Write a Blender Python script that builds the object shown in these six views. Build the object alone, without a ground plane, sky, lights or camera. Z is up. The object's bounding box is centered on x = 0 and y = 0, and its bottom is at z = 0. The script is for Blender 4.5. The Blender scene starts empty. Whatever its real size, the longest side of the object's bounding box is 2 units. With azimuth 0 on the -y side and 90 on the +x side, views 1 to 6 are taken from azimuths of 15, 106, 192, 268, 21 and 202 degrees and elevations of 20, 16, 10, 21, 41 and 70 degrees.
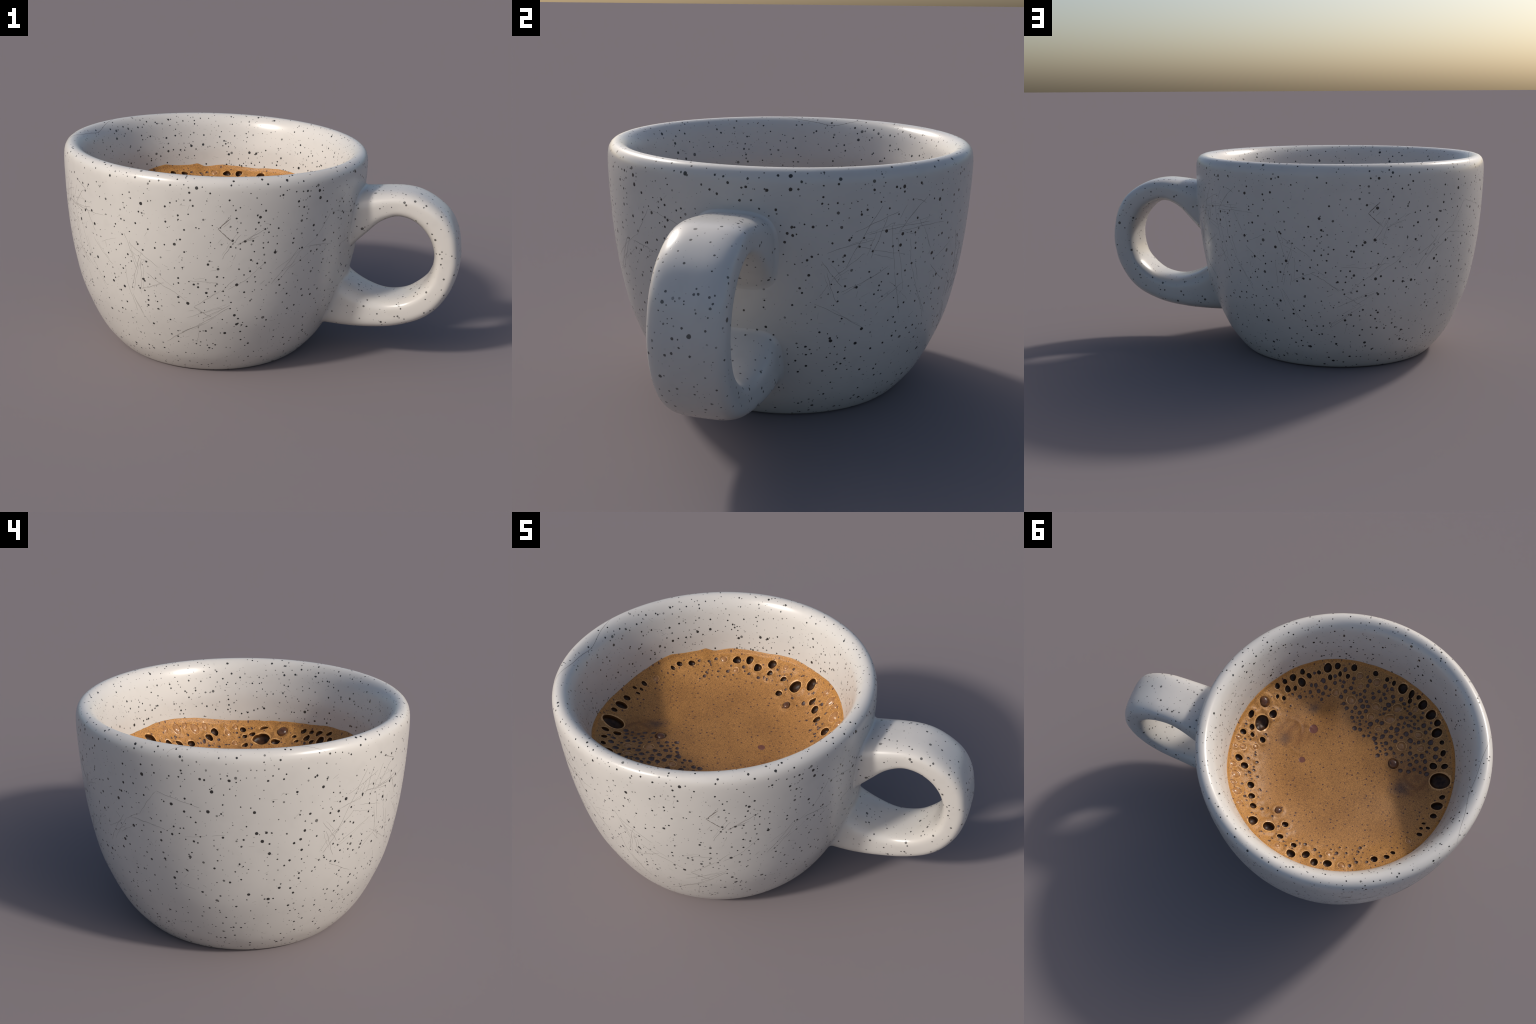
# A speckled stoneware cup full of coffee with a bubbly crema, built part by part.
import bpy, bmesh, math, random
import numpy as np
from mathutils import Vector, noise
from mathutils.geometry import delaunay_2d_cdt

random.seed(7)
AXIS_X = -0.247            # the bowl's axis; the handle reaches x = +1


# ------------------------------------------------------------------ helpers
def spline(points, n, closed=False):
    """Centripetal-ish Catmull-Rom through the control points, n samples evenly by arc length."""
    P = np.array(points, float)
    P = np.vstack([2 * P[0] - P[1], P, 2 * P[-1] - P[-2]])
    out = []
    for i in range(1, len(P) - 2):
        t = np.linspace(0, 1, 24, endpoint=False)[:, None]
        a, b, c, d = P[i - 1], P[i], P[i + 1], P[i + 2]
        out.append(0.5 * (2 * b + (c - a) * t + (2 * a - 5 * b + 4 * c - d) * t ** 2 + (3 * b - a - 3 * c + d) * t ** 3))
    out.append(P[-2][None])
    Q = np.vstack(out)
    return resample(Q, n)


def resample(Q, n):
    s = np.concatenate([[0], np.cumsum(np.linalg.norm(np.diff(Q, axis=0), axis=1))])
    t = np.linspace(0, s[-1], n)
    return np.stack([np.interp(t, s, Q[:, k]) for k in range(Q.shape[1])], 1)


def new_object(name, verts, faces, mats, parent, smooth=True):
    me = bpy.data.meshes.new(name)
    me.from_pydata([tuple(v) for v in verts], [], [tuple(f) for f in faces])
    for m in mats:
        me.materials.append(m)
    me.polygons.foreach_set("use_smooth", [smooth] * len(me.polygons))
    me.update()
    ob = bpy.data.objects.new(name, me)
    bpy.context.scene.collection.objects.link(ob)
    ob.parent = parent
    return ob


# ------------------------------------------------------------------ node helpers
class Nodes:
    def __init__(self, tree):
        self.t = tree

    def add(self, kind, **props):
        n = self.t.nodes.new(kind)
        for k, v in props.items():
            setattr(n, k, v)
        return n

    def put(self, sock, val):
        if isinstance(val, bpy.types.NodeSocket):
            self.t.links.new(val, sock)
        elif val is not None:
            sock.default_value = val

    def math(self, op, a, b=None, c=None, clamp=False):
        n = self.add("ShaderNodeMath", operation=op, use_clamp=clamp)
        for s, v in zip(n.inputs, (a, b, c)):
            self.put(s, v)
        return n.outputs[0]

    def vec(self, op, a, b=None, scale=None):
        n = self.add("ShaderNodeVectorMath", operation=op)
        self.put(n.inputs[0], a)
        self.put(n.inputs[1], b)
        if scale is not None:
            self.put(n.inputs["Scale"], scale)
        return n.outputs["Value"] if op in ("LENGTH", "DOT_PRODUCT", "DISTANCE") else n.outputs[0]

    def ramp(self, x, lo, hi, a=0.0, b=1.0):
        n = self.add("ShaderNodeMapRange", interpolation_type="SMOOTHSTEP")
        for s, v in zip(n.inputs, (x, lo, hi, a, b)):
            self.put(s, v)
        return n.outputs[0]

    def mix(self, fac, a, b, blend="MIX"):
        n = self.add("ShaderNodeMix", data_type="RGBA", blend_type=blend)
        self.put(n.inputs[0], fac)
        self.put(n.inputs[6], (*a, 1) if isinstance(a, tuple) else a)
        self.put(n.inputs[7], (*b, 1) if isinstance(b, tuple) else b)
        return n.outputs[2]

    def noise(self, co, scale, detail=2.0, rough=0.5):
        n = self.add("ShaderNodeTexNoise")
        self.put(n.inputs["Vector"], co)
        n.inputs["Scale"].default_value = scale
        n.inputs["Detail"].default_value = detail
        n.inputs["Roughness"].default_value = rough
        return n.outputs["Fac"]

    def specks(self, co, cell, small, large, share, flat=False, soft=0.78, power=2.0):
        """Round dots: one per Voronoi cell, `share` of the cells have one; radii small..large in metres."""
        v = self.add("ShaderNodeTexVoronoi", voronoi_dimensions="2D" if flat else "3D", feature="F1")
        self.put(v.inputs["Vector"], co)
        v.inputs["Scale"].default_value = 1 / cell
        v.inputs["Randomness"].default_value = 0.9
        sep = self.add("ShaderNodeSeparateColor")
        self.put(sep.inputs[0], v.outputs["Color"])
        size = self.math("MULTIPLY_ADD", self.math("POWER", sep.outputs[0], power), (large - small) / cell, small / cell)
        inner = self.math("MULTIPLY", size, soft)
        dot = self.ramp(v.outputs["Distance"], inner, size, 1.0, 0.0)
        has = self.math("LESS_THAN", sep.outputs[1], share)
        return self.math("MULTIPLY", dot, has), sep.outputs[2]


def material(name):
    m = bpy.data.materials.new(name)
    m.use_nodes = True
    t = m.node_tree
    b = t.nodes["Principled BSDF"]
    return m, Nodes(t), b


# ------------------------------------------------------------------ scratches in the glaze
# (angle, height) to (angle, height); angles in degrees round the axis. The same worn
# places come back on the two sides of the cup, so the angle is taken modulo 180.
CHEVRON = [(108.3, .803, 112.4, .853), (108.3, .803, 112.5, .751)]
SCRATCHES = [
    (108.3, .803, 112.4, .853, 1.35), (108.3, .803, 112.5, .751, 1.35), (110, .812, 112, .835, .5), (111, .79, 112.8, .812, .5),
    (74.6, .733, 78.6, .575, .7), (81.3, .66, 76.2, .474, .8), (80.9, .611, 79.8, .454, .7), (77.2, .684, 87.7, .598, .8),
    (83, .562, 92.7, .488, .9), (92.5, .49, 98.3, .435, .8), (58.6, .665, 68, .56, .8), (63.2, .657, 70.8, .699, .5),
    (46.7, .787, 65.4, .79, .7), (46.7, .787, 56.3, .901, .6), (42.6, .76, 48.7, .883, .6), (50.9, .754, 51.8, .673, .5),
    (51.8, .673, 55.9, .553, .6), (55.9, .553, 62.6, .433, .6), (98.9, .55, 107.9, .545, .6), (107.9, .545, 116.8, .566, .5),
    (115.1, .729, 123.9, .796, 1), (115.1, .732, 122.1, .769, .6), (109.9, .663, 116, .778, .7), (113.7, .657, 115.8, .761, .4),
    (109.5, .499, 115.4, .603, .7), (112.5, .514, 119.6, .57, .6), (132.4, .591, 140.9, .664, .6), (128.2, .529, 137.5, .686, .6),
    (142.3, .691, 153.9, .672, .6), (119.6, .57, 125.4, .643, .4), (80.3, .475, 89.4, .525, .6), (100.3, .414, 106.9, .364, .9),
    (100.5, .418, 109.3, .5, .6), (95, .263, 113.1, .416, .8), (98.8, .313, 113.5, .429, .6), (87.7, .193, 103.6, .325, .6),
    (97.6, .354, 112.2, .423, .7), (102.1, .287, 100.9, .209, .5), (74.2, .57, 74.6, .458, .5), (74.6, .458, 77, .347, .5),
    (76, .434, 82.9, .272, .7), (40.5, .889, 29, .624, .8), (29, .624, 25.1, .557, .9), (25.4, .73, 38.8, .767, .7),
    (40.6, .794, 52, .77, .6), (44.1, .814, 51.4, .429, .6), (25.6, .657, 29, .535, .7), (22.4, .539, 38.2, .423, .7),
    (48.4, .915, 56.1, .879, .8), (151.4, .834, 145, .722, .5), (145, .722, 129.1, .599, .5), (151.9, .836, 165.6, .791, .5),
    (160.4, .652, 173.3, .676, .4), (158, .417, 162.6, .402, .5),
    # the tangle beside the handle
    (33, .80, 46, .862, .8), (38, .70, 43, .87, .7), (27, .63, 36, .72, .7), (35, .745, 49, .70, .6), (30, .58, 44, .66, .7), (45, .60, 57, .50, .7),
    (42, .52, 50, .59, .6), (24, .70, 30, .60, .8), (54, .82, 60, .70, .7), (37, .79, 58, .805, .8),
]


def glaze(name, depth=1.0):
    m, N, b = material(name)
    tc = N.add("ShaderNodeTexCoord")
    obj = tc.outputs["Object"]
    warp = N.add("ShaderNodeTexNoise")
    N.put(warp.inputs["Vector"], obj)
    warp.inputs["Scale"].default_value = 120.0
    co = N.vec("ADD", obj, N.vec("SCALE", N.vec("SUBTRACT", warp.outputs["Color"], (0.5, 0.5, 0.5)), scale=0.0035))
    col = N.mix(N.ramp(N.noise(obj, 3.0, 1.0), 0.3, 0.7), BASE_A, BASE_B)
    fk, fr = N.specks(N.vec("ADD", co, (3.1, 1.7, 0.4)), 0.034, 0.002, 0.007, 0.5, soft=0.3)
    col = N.mix(N.math("MULTIPLY", fk, 0.10), col, (0.20, 0.19, 0.18))
    col = N.mix(N.ramp(N.noise(obj, 14.0, 2.0), 0.50, 0.72, 0.0, 0.16), col, (0.47, 0.445, 0.41))
    # fine pepper, medium specks, large spots
    s1, r1 = N.specks(co, 0.0175, 0.0014, 0.0032, 0.55, power=1.6)
    s2, r2 = N.specks(N.vec("ADD", co, (0.7, 5.3, 2.9)), 0.0275, 0.0030, 0.0060, 0.97, power=1.1)
    s3, r3 = N.specks(N.vec("ADD", co, (9.2, 0.3, 6.1)), 0.052, 0.0060, 0.0088, 0.85, power=1.5)
    col = N.mix(N.math("MULTIPLY", s1, N.ramp(r1, 0.0, 1.0, 0.45, 0.95)), col, (0.055, 0.050, 0.047))
    dark = N.math("MAXIMUM", N.math("MULTIPLY", s2, N.ramp(r2, 0.0, 0.35, 0.62, 0.97)), N.math("MULTIPLY", s3, N.ramp(r3, 0.0, 0.25, 0.75, 0.98)))
    # the inside was sprinkled twice
    sep = N.add("ShaderNodeSeparateXYZ")
    N.put(sep.inputs[0], obj)
    rad = N.math("SQRT", N.math("ADD", N.math("MULTIPLY", sep.outputs[0], sep.outputs[0]), N.math("MULTIPLY", sep.outputs[1], sep.outputs[1])))
    inside = N.math("MULTIPLY", N.math("LESS_THAN", rad, 0.695), N.math("GREATER_THAN", sep.outputs[2], 0.60))
    s4, r4 = N.specks(N.vec("ADD", co, (4.4, 8.1, 1.3)), 0.030, 0.0028, 0.0056, 0.6, power=1.1)
    dark = N.math("MAXIMUM", dark, N.math("MULTIPLY", N.math("MULTIPLY", s4, inside), N.ramp(r4, 0.0, 0.35, 0.6, 0.97)))
    col = N.mix(N.math("MULTIPLY", dark, depth), col, (0.022, 0.020, 0.019))
    height = N.math("MULTIPLY", N.math("MAXIMUM", dark, s1), -0.4)
    N.put(b.inputs["Base Color"], col)
    bump = N.add("ShaderNodeBump")
    bump.inputs["Strength"].default_value = 0.15
    bump.inputs["Distance"].default_value = 0.003
    N.put(bump.inputs["Height"], height)
    N.put(b.inputs["Normal"], bump.outputs[0])
    b.inputs["Roughness"].default_value = 0.27
    b.inputs["Specular IOR Level"].default_value = 0.5
    return m


BASE_A, BASE_B = (0.578, 0.549, 0.511), (0.548, 0.521, 0.487)
CREMA_A, CREMA_B = (0.345, 0.164, 0.048), (0.293, 0.137, 0.040)


def crema_material():
    m, N, b = material("crema_foam")
    obj = N.add("ShaderNodeTexCoord").outputs["Object"]
    col = N.mix(N.ramp(N.noise(obj, 5.0, 3.0), 0.35, 0.65), CREMA_A, CREMA_B)
    # lighter, more orange foam against the wall
    sep = N.add("ShaderNodeSeparateXYZ")
    N.put(sep.inputs[0], obj)
    flat = N.add("ShaderNodeCombineXYZ")
    N.put(flat.inputs[0], sep.outputs[0])
    N.put(flat.inputs[1], sep.outputs[1])
    flat = flat.outputs[0]
    rad = N.vec("LENGTH", flat)
    edge = N.ramp(N.math("ADD", rad, N.math("MULTIPLY_ADD", N.noise(obj, 8.0), 0.14, -0.07)), 0.40, 0.60)
    col = N.mix(N.math("MULTIPLY", edge, 0.6), col, (0.46, 0.220, 0.056))
    # two places where the foam was stirred: smooth brown streaks and dim violet smears
    def patch(cx, cy, r, soft, warp):
        d = N.vec("LENGTH", N.vec("SUBTRACT", flat, (cx, cy, 0)))
        d = N.math("ADD", d, N.math("MULTIPLY_ADD", N.noise(obj, 11.0, 2.0), warp, -warp / 2))
        return N.ramp(d, r - soft, r + soft, 1.0, 0.0)
    brown = N.math("MAXIMUM", patch(0.30, -0.125, 0.085, 0.03, 0.10), patch(-0.40, -0.07, 0.090, 0.03, 0.10))
    wave = N.add("ShaderNodeTexWave", wave_type="RINGS", rings_direction="Z")
    N.put(wave.inputs["Vector"], N.vec("ADD", flat, (0.41, 0.09, 0)))
    wave.inputs["Scale"].default_value = 5.5
    wave.inputs["Distortion"].default_value = 5.0
    wave.inputs["Detail Scale"].default_value = 1.5
    col = N.mix(N.math("MULTIPLY", brown, 0.85), col, N.mix(wave.outputs["Fac"], (0.20, 0.083, 0.024), (0.29, 0.132, 0.038)))
    smear = N.math("MAXIMUM", patch(0.252, -0.302, 0.022, 0.028, 0.05), patch(0.345, -0.07, 0.026, 0.030, 0.06))
    smear = N.math("MAXIMUM", smear, patch(-0.339, 0.005, 0.04, 0.04, 0.08))
    col = N.mix(N.math("MULTIPLY", smear, 0.75), col, (0.085, 0.055, 0.045))
    # fine grain, pinpricks and small dark bubbles
    grain = N.ramp(N.noise(obj, 210.0, 3.0, 0.75), 0.32, 0.68, 0.60, 1.34)
    col = N.mix(1.0, col, N.vec("SCALE", (1, 1, 1), scale=grain), "MULTIPLY")
    d1, q1 = N.specks(flat, 0.0130, 0.0010, 0.0026, 0.6, flat=True, soft=0.5)
    d2, q2 = N.specks(N.vec("ADD", flat, (4.2, 1.1, 0)), 0.0270, 0.0025, 0.0060, 0.62, flat=True, soft=0.7, power=1.5)
    d = N.math("MAXIMUM", N.math("MULTIPLY", d1, 0.85), N.math("MULTIPLY", d2, N.ramp(q2, 0.0, 0.6, 0.55, 0.92)))
    d = N.math("MULTIPLY", d, N.math("MULTIPLY_ADD", brown, -0.7, 1.0))
    col = N.mix(d, col, (0.070, 0.032, 0.030))
    N.put(b.inputs["Base Color"], col)
    h = N.math("ADD", N.math("MULTIPLY", N.noise(obj, 260.0, 2.0), 0.25), N.math("MULTIPLY", d, -0.5))
    bump = N.add("ShaderNodeBump")
    bump.inputs["Strength"].default_value = 0.3
    bump.inputs["Distance"].default_value = 0.002
    N.put(bump.inputs["Height"], h)
    N.put(b.inputs["Normal"], bump.outputs[0])
    b.inputs["Roughness"].default_value = 0.50
    b.inputs["Specular IOR Level"].default_value = 0.35
    return m


def plain(name, a, c, rough, scale=60.0, spec=0.5, coat=0.0):
    m, N, b = material(name)
    obj = N.add("ShaderNodeTexCoord").outputs["Object"]
    N.put(b.inputs["Base Color"], N.mix(N.ramp(N.noise(obj, scale, 3.0), 0.3, 0.7), a, c))
    b.inputs["Roughness"].default_value = rough
    b.inputs["Specular IOR Level"].default_value = spec
    b.inputs["Coat Weight"].default_value = coat
    return m


# ------------------------------------------------------------------ the cup
OUTER = [(0.0, 0.0), (0.20, 0.0), (0.40, 0.0), (0.482, 0.0), (0.496, 0.0025), (0.506, 0.011), (0.517, 0.023), (0.5405, 0.05), (0.5775, 0.10), (0.6105, 0.16),
         (0.6460, 0.24), (0.6825, 0.34), (0.7100, 0.46), (0.7320, 0.60), (0.7455, 0.75), (0.7525, 0.90), (0.7525, 0.96)]
LIP = [(0.7500, 0.988), (0.7430, 1.0075), (0.7300, 1.0205), (0.7130, 1.0255), (0.6950, 1.0205), (0.6780, 1.0065), (0.6640, 0.986)]
INNER = [(0.6525, 0.96), (0.6385, 0.91), (0.6230, 0.845), (0.6125, 0.775), (0.6065, 0.735), (0.6030, 0.69), (0.597, 0.63), (0.570, 0.55), (0.48, 0.43), (0.40, 0.29), (0.25, 0.19), (0.10, 0.165), (0.0, 0.16)]
profile = spline(OUTER + LIP + INNER, 220)
top = int(np.argmax(profile[:, 1]))
out_z, out_r = profile[:top, 1], profile[:top, 0]
in_z, in_r = profile[top:, 1][::-1], profile[top:, 0][::-1]


def outer_radius(z):
    k = out_r > 0.40
    return np.interp(z, out_z[k], out_r[k])


def inner_radius(z):
    return np.interp(z, in_z, in_r)


def lathe(prof, segs):
    verts, faces, ring = [], [], []
    for r, z in prof:
        if r < 1e-4:
            ring.append([len(verts)])
            verts.append((0, 0, z))
        else:
            ring.append(range(len(verts), len(verts) + segs))
            verts += [(r * math.cos(2 * math.pi * k / segs), r * math.sin(2 * math.pi * k / segs), z) for k in range(segs)]
    for a, b in zip(ring, ring[1:]):
        for k in range(segs):
            n = (k + 1) % segs
            if len(a) == 1:
                faces.append((a[0], b[n], b[k]))
            elif len(b) == 1:
                faces.append((a[k], a[n], b[0]))
            else:
                faces.append((a[k], a[n], b[n], b[k]))
    return verts, faces


GLAZE = glaze("speckled_glaze")
HANDLE_GLAZE = glaze("speckled_glaze_handle", 0.86)
cup = bpy.data.objects.new("coffee_cup", None)
bpy.context.scene.collection.objects.link(cup)
cup.location = (AXIS_X, 0, 0)
cup["label"] = "speckled off-white stoneware cup full of bubbly brown coffee"
cup["category"] = "coffee cup"

bowl = new_object("bowl", *lathe(profile, 288), [GLAZE], cup)

# ------------------------------------------------------------------ scratches: hair-thin dark strands of grime lying in the glaze
def strand(path, normals, width, verts, faces):
    """A tapered, low triangular ridge along the path, its foot sunk in the glaze."""
    base, n = len(verts), len(path)
    for k, (p, nor) in enumerate(zip(path, normals)):
        d = path[min(k + 1, n - 1)] - path[max(k - 1, 0)]
        side = d.cross(nor).normalized()
        w = width * (0.25 + 0.75 * math.sin(math.pi * min(max((k + .3) / n, 0), 1)) ** 0.6)
        foot = p - nor * 0.0007
        verts += [foot + side * w, p + nor * 0.00022 + side * w * .55, p + nor * 0.00022 - side * w * .55, foot - side * w]
    for k in range(n - 1):
        q = base + 4 * k
        for i in range(3):
            faces.append((q + i, q + i + 4, q + i + 5, q + i + 1))


def on_wall(theta, z):
    r = float(outer_radius(z))
    slope = (float(outer_radius(z + .004)) - float(outer_radius(z - .004))) / .008
    return (Vector((r * math.cos(theta), r * math.sin(theta), z)), Vector((math.cos(theta), math.sin(theta), -slope)).normalized())


wear = random.Random(5)
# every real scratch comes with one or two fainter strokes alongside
for a0, z0, a1, z1, s in list(SCRATCHES):
    for _ in range(1 if s > .55 else 0):
        da, dz, turn = wear.uniform(-2.2, 2.2), wear.uniform(-.02, .02), wear.uniform(-.014, .014)
        t0, t1 = wear.uniform(0, .35), wear.uniform(.6, 1)
        SCRATCHES.append((a0 + (a1 - a0) * t0 + da, z0 + (z1 - z0) * t0 + dz, a0 + (a1 - a0) * t1 + da, z0 + (z1 - z0) * t1 + dz + turn, s * .45))
groups = {}
for half_turn in (0, 180):
    for a0, z0, a1, z1, s in SCRATCHES:
        length = math.hypot(math.radians(a1 - a0) * .7, z1 - z0)
        bend = wear.uniform(-.035, .035) * length
        phase = wear.uniform(0, 6)
        n = max(6, int(length / .006))
        # each scratch is broken into a few strokes of unequal strength
        cuts = sorted([0, 1] + [wear.random() for _ in range(int(length / .07))])
        for c0, c1 in zip(cuts, cuts[1:]):
            if wear.random() < .12:
                continue
            m = max(4, int(n * (c1 - c0)))
            path, nors = [], []
            for k in range(m):
                t = c0 + (c1 - c0) * k / (m - 1)
                off = bend * math.sin(math.pi * t) + .0011 * math.sin(17 * t + phase)
                th = math.radians(a0 + (a1 - a0) * t + half_turn) + off * (z1 - z0) / length / .7
                p, nor = on_wall(th, z0 + (z1 - z0) * t - off * math.radians(a1 - a0) * .7 / length)
                path.append(p)
                nors.append(nor)
            level = min(2, int((s + wear.uniform(-.25, .2)) * 2.6))
            g = groups.setdefault(max(level, 0), ([], []))
            strand(path, nors, 0.00050 + 0.00036 * s * s, *g)
    # short stray ticks
    for _ in range(90):
        th, z = math.radians(wear.uniform(0, 180) + half_turn), wear.uniform(.12, .93)
        ang, length = wear.gauss(.5, .7), wear.uniform(.008, .03)
        path, nors = zip(*[on_wall(th + math.cos(ang) * length * t / .7, z + math.sin(ang) * length * t) for t in np.linspace(0, 1, 5)])
        strand(path, nors, 0.00055, *groups.setdefault(wear.choice((0, 0, 1)), ([], [])))
for half_turn in (0, 180):
    for a0, z0, a1, z1 in CHEVRON:
        path, nors = zip(*[on_wall(math.radians(a0 + (a1 - a0) * t + half_turn), z0 + (z1 - z0) * t) for t in np.linspace(0, 1, 14)])
        strand(path, nors, 0.0011, *groups.setdefault(3, ([], [])))
# the hairline crack straight across the rim opposite the handle, and a few marks inside
crack_path, crack_nor = [], []
lip = np.array([(r, z) for r, z in profile if z > .95])
peak = int(np.argmax(lip[:, 1]))
for k in range(120):
    y = -.31 + .62 * k / 119
    x = -.676 + .006 * math.sin(9 * y + 1) + .0025 * math.sin(31 * y)
    r = math.hypot(x, y)
    if not lip[-1, 0] + .001 < r < lip[:, 0].max() - .004:
        continue
    branch = lip[peak:][::-1] if r < lip[peak, 0] else lip[:peak + 1][::-1]
    order = np.argsort(branch[:, 0])
    zz = [float(np.interp(r + q, branch[order, 0], branch[order, 1])) for q in (-.002, 0, .002)]
    crack_path.append(Vector((x, y, zz[1])))
    slope = (zz[2] - zz[0]) / .004
    crack_nor.append(Vector((-slope * x / r, -slope * y / r, 1)).normalized())
strand(crack_path, crack_nor, 0.0012, *groups.setdefault(2, ([], [])))
for _ in range(70):
    th, z = wear.uniform(0, 6.28), wear.uniform(.77, .96)
    ang, length = wear.gauss(.25, .35), wear.choice((.008, .01, .014, .018, .03))
    path, nors = [], []
    for t in np.linspace(0, 1, 8):
        zz, aa = z + math.sin(ang) * length * t, th + math.cos(ang) * length * t / .65
        r = float(inner_radius(zz))
        path.append(Vector((r * math.cos(aa), r * math.sin(aa), zz)))
        nors.append(Vector((-math.cos(aa), -math.sin(aa), .37)).normalized())
    strand(path, nors, 0.0006, *groups.setdefault(wear.choice((0, 1, 1, 2)), ([], [])))
TONES = {3: (.105, .066, .048), 0: (.27, .245, .22), 1: (.145, .124, .108), 2: (.085, .060, .046)}
for level, (sv, sf) in sorted(groups.items()):
    tone = TONES[level]
    scratch = new_object("scratch", sv, sf, [plain("scratch_grime", tone, tuple(q * .8 for q in tone), .45)], bowl)
    scratch["kind"] = "stuff"

# ------------------------------------------------------------------ the handle: matched points of its outer and inner outline (x, z, x, z)
LOOP = [(.44, .856, .440, .545), (.50, .866, .478, .589), (.565, .873, .546, .663), (.64, .882, .599, .720), (.71, .885, .66, .756), (.785, .873, .707, .763),
        (.862, .837, .758, .750), (.930, .782, .808, .715), (.974, .705, .848, .664), (.994, .62, .871, .605), (1.000, .55, .875, .55), (.989, .472, .867, .495),
        (.967, .403, .845, .442), (.924, .327, .800, .395), (.866, .268, .749, .360), (.795, .227, .69, .343), (.70, .193, .635, .341), (.58, .174, .573, .355),
        (.47, .167, .510, .382), (.38, .165, .450, .424), (.30, .165, .384, .485)]
HALF_WIDTH, FLARE, SQUARENESS, ROUND = 0.131, 0.019, 3.4, 80
track = spline(LOOP, 260)
mid = (track[:, :2] + track[:, 2:]) / 2
half = (track[:, :2] - track[:, 2:]) / 2


def around(c, s):
    e = 2 / SQUARENESS
    return math.copysign(abs(c) ** e, c), math.copysign(abs(s) ** e, s)


lines = []
for j in range(ROUND):
    a = 2 * math.pi * j / ROUND
    c, s = around(math.cos(a), math.sin(a))
    x = mid[:, 0] + half[:, 0] * s - AXIS_X
    z = mid[:, 1] + half[:, 1] * s
    spread = np.clip((0.70 - mid[:, 0]) / 0.24, 0, 1)
    y = c * (HALF_WIDTH + FLARE * spread ** 2 * (3 - 2 * spread))
    lines.append(np.stack([x, y, z], 1))
lines = np.array(lines)                     # [round, along, xyz]


def wall_gap(P):
    return np.hypot(P[:, 0], P[:, 1]) - outer_radius(P[:, 2])


def wall_normal(p):
    r = math.hypot(p[0], p[1])
    slope = (float(outer_radius(p[2] + .004)) - float(outer_radius(p[2] - .004))) / .008
    return Vector((p[0] / r, p[1] / r, -slope)).normalized()


FILLET = 0.018
hv, hf, ALONG = [], [], 150
centre = lines.mean(axis=0)
for j in range(ROUND):
    L = lines[j]
    gap = wall_gap(L)
    outside = np.nonzero(gap > 0)[0]
    i0, i1 = outside[0], outside[-1]

    def cross(a, b):
        t = gap[a] / (gap[a] - gap[b])
        return L[a] + (L[b] - L[a]) * t
    W0, W1 = cross(i0 - 1, i0), cross(i1 + 1, i1)
    path = np.vstack([W0, L[i0:i1 + 1], W1])
    dense = resample(path, 900)
    run = np.concatenate([[0], np.cumsum(np.linalg.norm(np.diff(dense, axis=0), axis=1))])
    body = dense[(run > FILLET) & (run < run[-1] - FILLET)]

    def fillet(W, start, c0):
        n = wall_normal(W)
        t = Vector(W - c0)
        t = (t - n * t.dot(n)).normalized()
        end = Vector(W) + t * FILLET
        r = float(outer_radius(end.z)) - 0.0012
        q = math.hypot(end.x, end.y)
        end = Vector((end.x * r / q, end.y * r / q, end.z))
        u = np.linspace(0, 1, 12, endpoint=False)[:, None]
        return (1 - u) ** 2 * np.array(end) + 2 * u * (1 - u) * W + u ** 2 * start
    c0, c1 = lines[:, max(i0, 0)].mean(axis=0), lines[:, i1].mean(axis=0)
    A = fillet(W0, body[0], c0)
    B = fillet(W1, body[-1], c1)[::-1]
    hv += list(np.vstack([A, resample(body, ALONG), B]))
K = len(hv) // ROUND
for j in range(ROUND):
    n = (j + 1) % ROUND
    for k in range(K - 1):
        hf.append((j * K + k, j * K + k + 1, n * K + k + 1, n * K + k))
handle = new_object("handle", hv, hf, [HANDLE_GLAZE], cup)

# ------------------------------------------------------------------ the crema
# height of the foam line on the wall, (degrees, height)
FOAM_LINE = [(-180, .716), (-170, .722), (-162, .738), (-150, .750), (-140, .752), (-130, .753), (-119, .742), (-108, .735), (-95, .731), (-85, .733), (-76, .745),
             (-60, .750), (-50, .745), (-40, .735), (-30, .725), (-15, .721), (-5, .718), (5, .720), (15, .733), (25, .752), (35, .762), (42, .766), (50, .763),
             (56, .756), (65, .760), (74, .762), (80, .757), (87, .746), (95, .750), (104, .755), (110, .746), (114, .741), (118, .759), (123, .749), (130, .753),
             (136, .761), (142, .753), (150, .737), (157, .726), (165, .714), (175, .713), (180, .716)]
FOAM_LINE = [(a, z - 0.004) for a, z in FOAM_LINE]
# small ragged peaks on top of the big waves of the line
FOAM_LINE = [(a, float(np.interp(a, *np.array(FOAM_LINE).T)) + (0.0045 * noise.noise(Vector((a * .21, 3.3, 0))) if abs(a) < 178 else 0)) for a in range(-180, 181, 2)]
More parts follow.
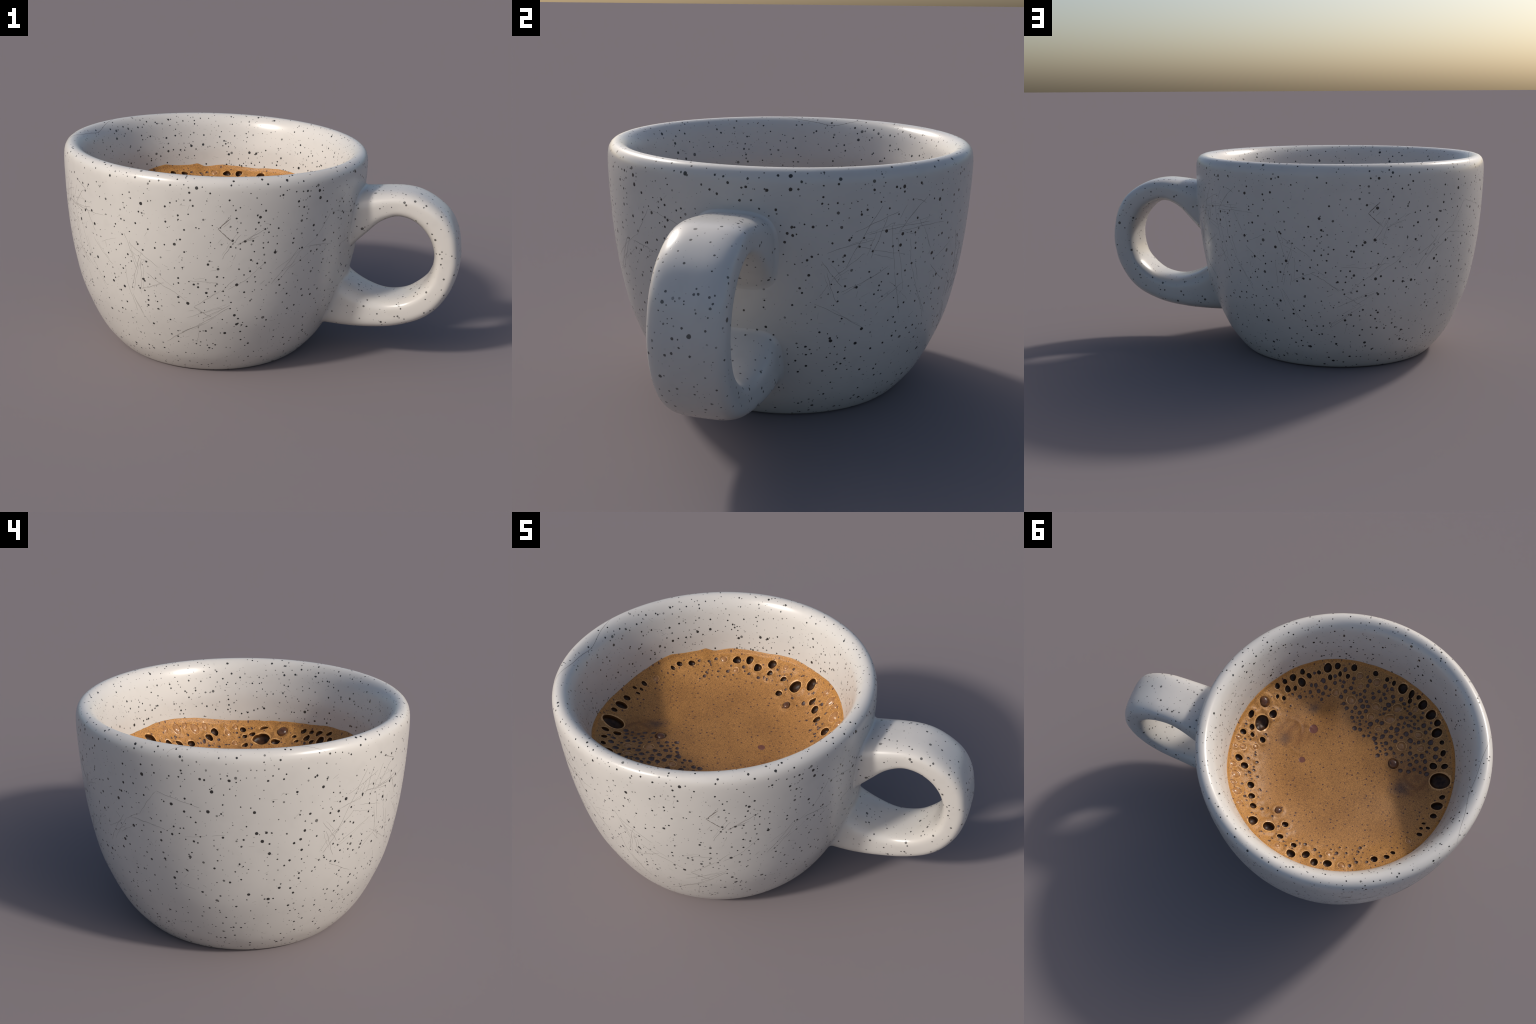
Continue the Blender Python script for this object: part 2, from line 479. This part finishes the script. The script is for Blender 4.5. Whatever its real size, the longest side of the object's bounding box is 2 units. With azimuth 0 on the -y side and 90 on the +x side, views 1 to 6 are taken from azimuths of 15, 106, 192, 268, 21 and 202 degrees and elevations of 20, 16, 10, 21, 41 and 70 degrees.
# heights read off the foam inside that line: it sags, leans down towards the handle and
# carries a raised raft of small bubbles on the far side (x, y, height)
FOAM_LEVELS = [(-.264, -.115, .660), (-.53, -.094, .67), (.242, .457, .68), (.325, .463, .708), (.167, .411, .652), (.42, .259, .65), (.362, .372, .668),
               (-.556, .04, .669), (-.329, .454, .719), (-.385, .421, .720), (-.367, .081, .624), (-.309, .118, .628), (.232, .343, .639), (-.55, .101, .671),
               (-.509, .231, .688), (.49, .168, .656), (-.295, -.355, .702), (-.36, -.30, .684), (-.23, -.31, .682), (-.33, -.42, .690), (-.24, -.41, .684), (.33, -.13, .612), (.38, -.18, .620), (-.213, -.148, .665), (-.292, -.181, .665), (-.361, -.177, .664), (-.469, -.161, .664),
               (-.525, -.173, .684), (-.187, -.082, .653), (.492, -.104, .645), (.452, -.174, .643), (.568, -.123, .686), (.456, -.02, .625),
               (.532, -.057, .662), (.568, -.012, .675), (.515, -.019, .65), (.532, .139, .673), (.481, -.323, .69), (.421, -.33, .67), (.447, -.357, .692),
               (.413, -.393, .694), (.426, -.279, .657), (.522, -.224, .684), (-.235, .072, .630), (-.106, .057, .633), (-.156, .204, .633),
               (-.295, .342, .663), (-.371, .339, .678), (-.329, .26, .650), (-.214, .37, .660), (-.172, -.019, .642), (.258, .247, .617), (.192, .06, .613),
               (.255, .094, .610), (.38, .068, .608), (.065, .247, .626), (-.036, .417, .656), (.073, .445, .658), (.054, .365, .638), (.077, .12, .623),
               (.312, .304, .630), (.372, .148, .611), (-.1, -.36, .650), (.1, -.42, .648), (0, -.51, .668), (-.2, -.47, .664),
               (.05, -.28, .636), (.085, -.20, .629), (.115, -.305, .650), (-.40, -.01, .633), (.22, -.18, .613), (.22, -.32, .614), (.32, -.25, .618), (-.04, -.13, .634)]


def smooth(a, b, x):
    t = np.clip((x - a) / (b - a), 0, 1)
    return t * t * (3 - 2 * t)


def lookup(table, x):
    xs, ys = np.array(table).T
    h = 0.25 * (xs[1] - xs[0])
    return (np.interp(x - h, xs, ys) + 2 * np.interp(x, xs, ys) + np.interp(x + h, xs, ys)) / 4


def foam_raft(x, y):
    """The raised raft of small bubbles on one side of the cup: 0..1."""
    r, th = np.hypot(x, y), np.degrees(np.arctan2(y, x))
    inner = 0.245 + 0.20 * smooth(-100, -60, th) + 0.02 * smooth(-130, -165, th)
    return smooth(inner - 0.05, inner + 0.05, r) * smooth(-172, -150, th) * (1 - smooth(-62, -40, th))


# (x, y, half-width in x, half-width in y) of the open bubbles, round the edge
PITS = [(.379, -.448, .0139, .0147), (.252, -.519, .0219, .0246), (.204, -.548, .0163, .0172), (.334, -.441, .0154, .0132), (.288, -.474, .0117, .0108),
        (.414, -.396, .0172, .0181), (.448, -.36, .013, .0137), (.48, -.323, .0139, .0156), (.361, -.396, .0219, .0211), (.421, -.332, .0167, .0176),
        (.386, -.354, .0107, .0132), (.461, -.272, .0092, .0127), (.426, -.28, .0116, .0127), (.566, -.121, .016, .0216),
        (.451, -.174, .0212, .0242), (.491, -.103, .0353, .0449), (.531, -.056, .0137, .0178), (.563, -.009, .0175, .0162), (.514, -.017, .0123, .0129),
        (.455, -.017, .016, .0168), (.532, .14, .0189, .0213), (.489, .168, .0211, .0199), (.222, -.475, .014, .0138), (.176, -.51, .0112, .0138),
        (.131, -.514, .0117, .0138), (.113, -.57, .0168, .0177), (-.011, -.575, .0149, .0138), (-.082, -.562, .0117, .0123), (-.124, -.553, .0112, .0133),
        (-.182, -.544, .0255, .0259), (-.240, -.53, .0143, .0234), (-.284, -.52, .0125, .0131), (-.239, -.485, .0116, .0147), (-.32, -.487, .024, .0263),
        (-.38, -.441, .0276, .0261), (-.418, -.394, .0184, .0184), (-.431, -.342, .0275, .0265), (-.473, -.297, .0128, .013), (-.497, -.243, .0136, .0182),
        (-.469, -.168, .0204, .0191), (-.526, -.178, .0172, .0162), (.42, .258, .0192, .0188), (.392, .318, .0187, .0187), (.363, .369, .0181, .0167),
        (.33, .455, .0254, .0276), (.245, .45, .0298, .03), (.17, .404, .0177, .0172), (.169, .484, .0166, .0147), (.083, .558, .0241, .0227),
        (.086, .506, .0163, .0137), (.01, .532, .0204, .0228), (-.045, .56, .0207, .0218), (-.111, .543, .0233, .0204), (-.526, -.096, .0510, .045),
        (-.564, -.011, .0152, .0141), (-.552, .043, .0303, .0225), (-.55, .103, .0186, .0149), (-.514, .159, .0112, .0074), (-.541, .180, .0115, .0088),
        (-.509, .190, .0105, .0085), (-.51, .228, .0154, .012), (-.329, .441, .0195, .0169), (-.385, .409, .0156, .0137), (-.409, .375, .0139, .0101)]
FILMED = [(.068, -.537, .0197), (-.032, -.535, .0201), (.047, -.488, .0168), (.07, -.399, .0262), (-.071, -.408, .0222), (-.185, -.432, .0260), (-.28, -.445, .0170),
          (-.063, -.341, .0192), (-.165, -.356, .0284), (-.125, -.282, .0188), (-.344, -.306, .0212), (-.275, -.219, .0250), (-.378, -.241, .0190), (.167, -.412, .0207),
          (.536, .071, .0181), (.478, .036, .0163), (.577, .034, .0170), (.555, .197, .0178), (.570, .085, .0126), (.510, .243, .0235), (.465, .334, .0225),
          (.429, .390, .0165), (.505, .300, .0160), (.163, .541, .0150), (-.18, .528, .0190), (-.098, .486, .0152), (-.466, .281, .0150)]
BALLS = [(-.263, -.113, .0288), (.234, .338, .0205), (.515, -.215, .0280)]
FLATS = [(.214, -.178, .0250), (.214, .014, .0176)]

rng = random.Random(21)


def off_wall(x, y, size):
    """Move a bubble inwards until its edge clears the cup wall."""
    r, th = math.hypot(x, y), math.degrees(math.atan2(y, x))
    most = float(inner_radius(lookup(FOAM_LINE, np.array([th]))[0])) - 0.013 - size
    k = min(1.0, most / r)
    return x * k, y * k


bubbles = [(*off_wall(x, y, max(a, b)), a, b, "pit") for x, y, a, b in PITS]
bubbles += [(*off_wall(x, y, r), r, r * rng.uniform(.9, 1.05), "film") for x, y, r in FILMED]
bubbles += [(x, y, r, r, "ball") for x, y, r in BALLS] + [(x, y, r, r * 1.05, "flat") for x, y, r in FLATS]


def room(x, y, r, gap=1.12):
    return all(math.hypot(x - q[0], y - q[1]) > gap * (r + max(q[2], q[3])) + 0.0018 for q in bubbles)


# the raft: bubbles thrown at random, crowded where the raft is thick
tries = 0
while sum(q[4] == "raft" for q in bubbles) < 150 and tries < 30000:
    tries += 1
    th, rr = math.radians(rng.uniform(-172, -40)), math.sqrt(rng.uniform(.04, .33))
    x, y = rr * math.cos(th), rr * math.sin(th)
    if rng.random() > foam_raft(np.array(x), np.array(y)) ** 1.5:
        continue
    r = rng.choice((.0145, .0130, .0120, .0115, .0108, .0098, .0088, .0072))
    if tries > 12000:
        r *= 0.7
    if rr + r < .575 and room(x, y, r):
        bubbles.append((x, y, r, r * rng.uniform(.9, 1.1), "raft"))
# lone small bubbles and froth along the wall on the handle side and the far side
tries = 0
while sum(q[4] == "froth" for q in bubbles) < 52 and tries < 20000:
    tries += 1
    th, rr = math.radians(rng.uniform(-50, 125)), rng.uniform(.45, .575)
    x, y, r = rr * math.cos(th), rr * math.sin(th), rng.choice((.0095, .008, .0068, .0058, .005))
    if rr + r < .583 and room(x, y, r, 1.2):
        bubbles.append((x, y, r, r * rng.uniform(.85, 1.1), "froth"))


FILM = 0.016          # how far the wet film reaches up the wall above the foam
FOLDS = [(.33, -.14, .055, 150, 330, .0035), (.26, -.13, .06, 200, 340, .0035), (.24, -.10, .085, 30, 130, .0025), (-.39, -.07, .06, 20, 190, .0035),
         (-.40, -.08, .035, 60, 250, .003), (-.33, -.03, .075, 30, 120, .002)]


# a thin plate stretched over those heights and hung on the foam line
KNOTS = [(x, y, z) for x, y, z in FOAM_LEVELS]
for deg in range(-180, 180, 6):
    q = float(lookup(FOAM_LINE, np.array([deg]))[0])
    rr = float(inner_radius(q))
    KNOTS.append(((rr - .006) * math.cos(math.radians(deg)), (rr - .006) * math.sin(math.radians(deg)), q - FILM))
KNOTS = np.array(KNOTS)


def plate(d):
    return d ** 2 * np.log(d + 1e-9)


def stretch():
    m = len(KNOTS)
    A = np.zeros((m + 3, m + 3))
    A[:m, :m] = plate(np.hypot(KNOTS[:, None, 0] - KNOTS[None, :, 0], KNOTS[:, None, 1] - KNOTS[None, :, 1])) + 0.0006 * np.eye(m)
    A[:m, m:] = np.column_stack([np.ones(m), KNOTS[:, :2]])
    A[m:, :m] = A[:m, m:].T
    return np.linalg.solve(A, np.concatenate([KNOTS[:, 2], np.zeros(3)]))


SHEET = stretch()


def foam_height(x, y):
    r, th = np.hypot(x, y), np.degrees(np.arctan2(y, x))
    line = lookup(FOAM_LINE, th)
    rim = inner_radius(line)
    z = np.zeros_like(r)
    for k in range(0, len(x), 4000):
        d = np.hypot(x[k:k + 4000, None] - KNOTS[None, :, 0], y[k:k + 4000, None] - KNOTS[None, :, 1])
        z[k:k + 4000] = plate(d) @ SHEET[:-3] + SHEET[-3] + SHEET[-2] * x[k:k + 4000] + SHEET[-1] * y[k:k + 4000]
    # a thin film clings to the wall above the foam, up to the line
    z = z + (line - z) * smooth(rim - 0.013, rim + 0.0005, r)
    # soft swells of froth near the wall, and a low hump by the stirred places
    swell = np.array([noise.noise(Vector((p * 16, q * 16, 2.0))) for p, q in zip(x, y)])
    fine = np.array([noise.noise(Vector((p * 38, q * 38, 7.0))) for p, q in zip(x, y)])
    froth = smooth(-45, -15, th) * (1 - smooth(75, 120, th))
    z = z + (0.006 * swell + froth * (0.006 * fine + 0.004 * swell)) * smooth(.40, .50, r) * (1 - smooth(.56, .60, r))
    # folds left where the foam was stirred: low curved ridges
    for cx, cy, rad, a0, a1, high in FOLDS:
        ang = np.degrees(np.arctan2(y - cy, x - cx)) % 360
        on = smooth(a0, a0 + 35, ang) * (1 - smooth(a1 - 35, a1, ang))
        z = z + 0.65 * high * on * np.exp(-((np.hypot(x - cx, y - cy) - rad) / .008) ** 2)
    for cx, cy, a, b, kind in bubbles:
        if kind in ("raft", "flat"):
            continue
        d = np.hypot((x - cx) / a, (y - cy) / b)
        k = d < 2.2
        if kind == "film" or kind == "froth":
            z[k] += 0.0035 * np.exp(-((d[k] - 1.15) / 0.35) ** 2)
        else:
            z[k] += 0.0030 * np.exp(-((d[k] - 1.15) / 0.30) ** 2)
            # thick lumpy collars in the froth on the handle side
            if cx > .3 or (cx > 0 and cy > .3):
                z[k] += 0.0045 * np.exp(-((d[k] - 1.55) / 0.30) ** 2)
    return z


# plan of the foam: a jittered grid, rings round each bubble, and the bubbles cut out
STEP, RING = 0.0062, 360
pts, edges = [], []
edge_r = []
for k in range(RING):
    a = 2 * math.pi * k / RING
    rim = float(inner_radius(lookup(FOAM_LINE, np.array([(math.degrees(a) + 180) % 360 - 180]))[0])) + 0.006
    edge_r.append(rim)
    pts.append((rim * math.cos(a), rim * math.sin(a)))
edges += [(k, (k + 1) % RING) for k in range(RING)]
for q in (0.006, 0.0077, 0.0095, 0.0113, 0.013, 0.015, 0.019, 0.025):
    pts += [((edge_r[k] - q) * math.cos(2 * math.pi * (k + .5) / RING), (edge_r[k] - q) * math.sin(2 * math.pi * (k + .5) / RING)) for k in range(RING)]
rings = []
for cx, cy, a, b, kind in bubbles:
    n = 40 if max(a, b) > .03 else 28 if max(a, b) > .014 else 20
    first = len(pts)
    wob = [rng.uniform(0, 6.28) for _ in range(2)]
    shape = []
    for k in range(n):
        t = 2 * math.pi * k / n
        w = 1 + 0.045 * math.sin(2 * t + wob[0]) + 0.025 * math.sin(3 * t + wob[1])
        shape.append((a * w * math.cos(t), b * w * math.sin(t)))
    pts += [(cx + p, cy + q) for p, q in shape]
    edges += [(first + k, first + (k + 1) % n) for k in range(n)]
    rings.append((first, n))
    for grow in (1.10, 1.22):
        for p, q in shape:
            P = (cx + p * grow, cy + q * grow)
            if math.hypot(*P) < 0.575 and all(o is None or math.hypot((P[0] - o[0]) / o[2], (P[1] - o[1]) / o[3]) > 1.12 for o in bubbles if abs(o[0] - cx) + abs(o[1] - cy) > 1e-9 and math.hypot(o[0] - cx, o[1] - cy) < .15):
                pts.append(P)
n = int(0.62 / STEP) + 1
B = np.array([q[:4] for q in bubbles])
for i in range(-n, n + 1):
    for j in range(-n, n + 1):
        x = (i + 0.5 * (j % 2)) * STEP + rng.uniform(-.15, .15) * STEP
        y = j * STEP * 0.866 + rng.uniform(-.15, .15) * STEP
        if math.hypot(x, y) > 0.575:
            continue
        if (np.hypot((x - B[:, 0]) / (B[:, 2] + .0035), (y - B[:, 1]) / (B[:, 3] + .0035)) < 1.12).any():
            continue
        pts.append((x, y))
out = delaunay_2d_cdt([Vector(p) for p in pts], edges, [], 0, 1e-6)
V = np.array([(v.x, v.y) for v in out[0]])
index_of = {}
for new, olds in enumerate(out[3]):
    for o in olds:
        index_of[o] = new
F = np.array([f for f in out[2] if len(f) == 3])
mid_f = V[F].mean(axis=1)
keep = np.ones(len(F), bool)
ring_sets = []
in_hole = np.full(len(V), -1)
for k, (first, cnt) in enumerate(rings):
    loop = [index_of[first + i] for i in range(cnt)]
    ring_sets.append(loop)
    poly = V[loop]
    near = np.nonzero(np.hypot(mid_f[:, 0] - bubbles[k][0], mid_f[:, 1] - bubbles[k][1]) < 1.2 * max(bubbles[k][2:4]))[0]
    px, py = mid_f[near, 0], mid_f[near, 1]
    inside = np.zeros(len(near), bool)
    for (x0, y0), (x1, y1) in zip(poly, np.roll(poly, -1, axis=0)):
        c = (y0 > py) != (y1 > py)
        inside ^= c & (px < (x1 - x0) * (py - y0) / (y1 - y0 + 1e-15) + x0)
    keep[near[inside]] = False
Z = foam_height(V[:, 0], V[:, 1])
F, mid_f = F[keep], mid_f[keep]
a, b, c = V[F[:, 0]], V[F[:, 1]], V[F[:, 2]]
flip = ((b - a)[:, 0] * (c - a)[:, 1] - (b - a)[:, 1] * (c - a)[:, 0]) < 0
F[flip] = F[flip][:, ::-1]
rim_mat = plain("crema_bubble_rim", (0.66, 0.37, 0.135), (0.56, 0.29, 0.095), 0.35)
crema = new_object("crema", np.column_stack([V, Z]), F.tolist(), [crema_material(), rim_mat], cup)
lip_face = np.zeros(len(F), np.int32)
for cx, cy, aa, bb, kind in bubbles:
    if kind in ("pit", "film"):
        d = np.hypot((mid_f[:, 0] - cx) / aa, (mid_f[:, 1] - cy) / bb)
        lip_face[d < (1.13 if kind == "pit" else 1.09)] = 1
crema.data.polygons.foreach_set("material_index", lip_face)
crema.data.update()

# the bubbles: a shell in every hole, its border on the hole's border
dark = plain("open_bubble", (0.026, 0.0115, 0.0050), (0.064, 0.027, 0.0105), 0.42, spec=0.22)  # brown darkened towards black to carry the occlusion shadow inside the holes
lit_tint = plain("pit_top_light_tint", (0.200, 0.082, 0.022), (0.140, 0.055, 0.014), 0.35)  # amber, then brown: painted falloff of light down the upper pit walls
dim_tint = plain("pit_fading_light_tint", (0.085, 0.034, 0.010), (0.050, 0.020, 0.006), 0.30)
violet = plain("small_bubble", (0.056, 0.032, 0.027), (0.092, 0.050, 0.038), 0.40)  # brown tinted partway to the grey-violet these bubbles take on in shade
film = plain("bubble_film", (0.30, 0.140, 0.048), (0.40, 0.200, 0.072), 0.22, 90.0)
ball = plain("brown_bubble", (0.055, 0.022, 0.012), (0.130, 0.055, 0.022), 0.15, 40.0)
red = plain("flat_bubble", (0.130, 0.045, 0.030), (0.165, 0.060, 0.036), 0.40)
# (share of the radius, height in radii)
SHAPES = {
    "pit": ([(1.0, 0), (.985, -.12), (1.02, -.35), (1.0, -.58), (.86, -.85), (.60, -1.05), (.30, -1.14), (0, -1.16)], dark),
    "film": ([(1.0, 0), (.95, -.16), (.88, -.20), (.78, -.10), (.60, .05), (.35, .16), (0, .20)], film),
    "ball": ([(1.0, 0), (.96, -.10), (.93, .06), (.82, .25), (.62, .42), (.34, .53), (0, .56)], ball),
    "raft": ([(1.0, 0), (.95, -.14), (.86, -.28), (.66, -.40), (.35, -.46), (0, -.47)], violet),
    "froth": ([(1.0, 0), (.95, -.16), (.86, -.34), (.66, -.50), (.35, -.58), (0, -.59)], violet),
    "flat": ([(1.0, 0), (.95, -.03), (.80, -.04), (.45, -.05), (0, -.05)], red),
}
for (cx, cy, aa, bb, kind), loop in zip(bubbles, ring_sets):
    shape, mat = SHAPES[kind]
    size = (aa + bb) / 2
    if kind == "pit" and size > .03:
        shape = [(p, q * 0.70) for p, q in shape]
    border = np.column_stack([V[loop], Z[loop]])
    vs, fs, n = [], [], len(loop)
    origin = border.mean(axis=0)
    axis = np.linalg.svd(border - origin)[2][2]
    axis = axis * math.copysign(1, axis[2])
    for p, q in shape[:-1]:
        ringv = origin + (border - origin) * p + axis * q * size
        far = np.hypot(ringv[:, 0], ringv[:, 1])
        most = inner_radius(ringv[:, 2]) - 0.003
        if q:
            ringv[:, :2] *= np.minimum(1, most / np.maximum(far, 1e-6))[:, None]
        vs += list(ringv - origin)
    vs.append(axis * shape[-1][1] * size)
    for r in range(len(shape) - 2):
        for k in range(n):
            m = (k + 1) % n
            fs.append((r * n + k, r * n + m, (r + 1) * n + m, (r + 1) * n + k))
    last = (len(shape) - 2) * n
    fs += [(last + k, last + (k + 1) % n, len(vs) - 1) for k in range(n)]
    ob = new_object("bubble", vs, fs, [mat, lit_tint, dim_tint] if kind == "pit" else [mat], crema)
    if kind == "pit":
        for f in ob.data.polygons[:2 * n]:
            f.material_index = 1
        for f in ob.data.polygons[2 * n:3 * n]:
            f.material_index = 2
    ob.location = origin
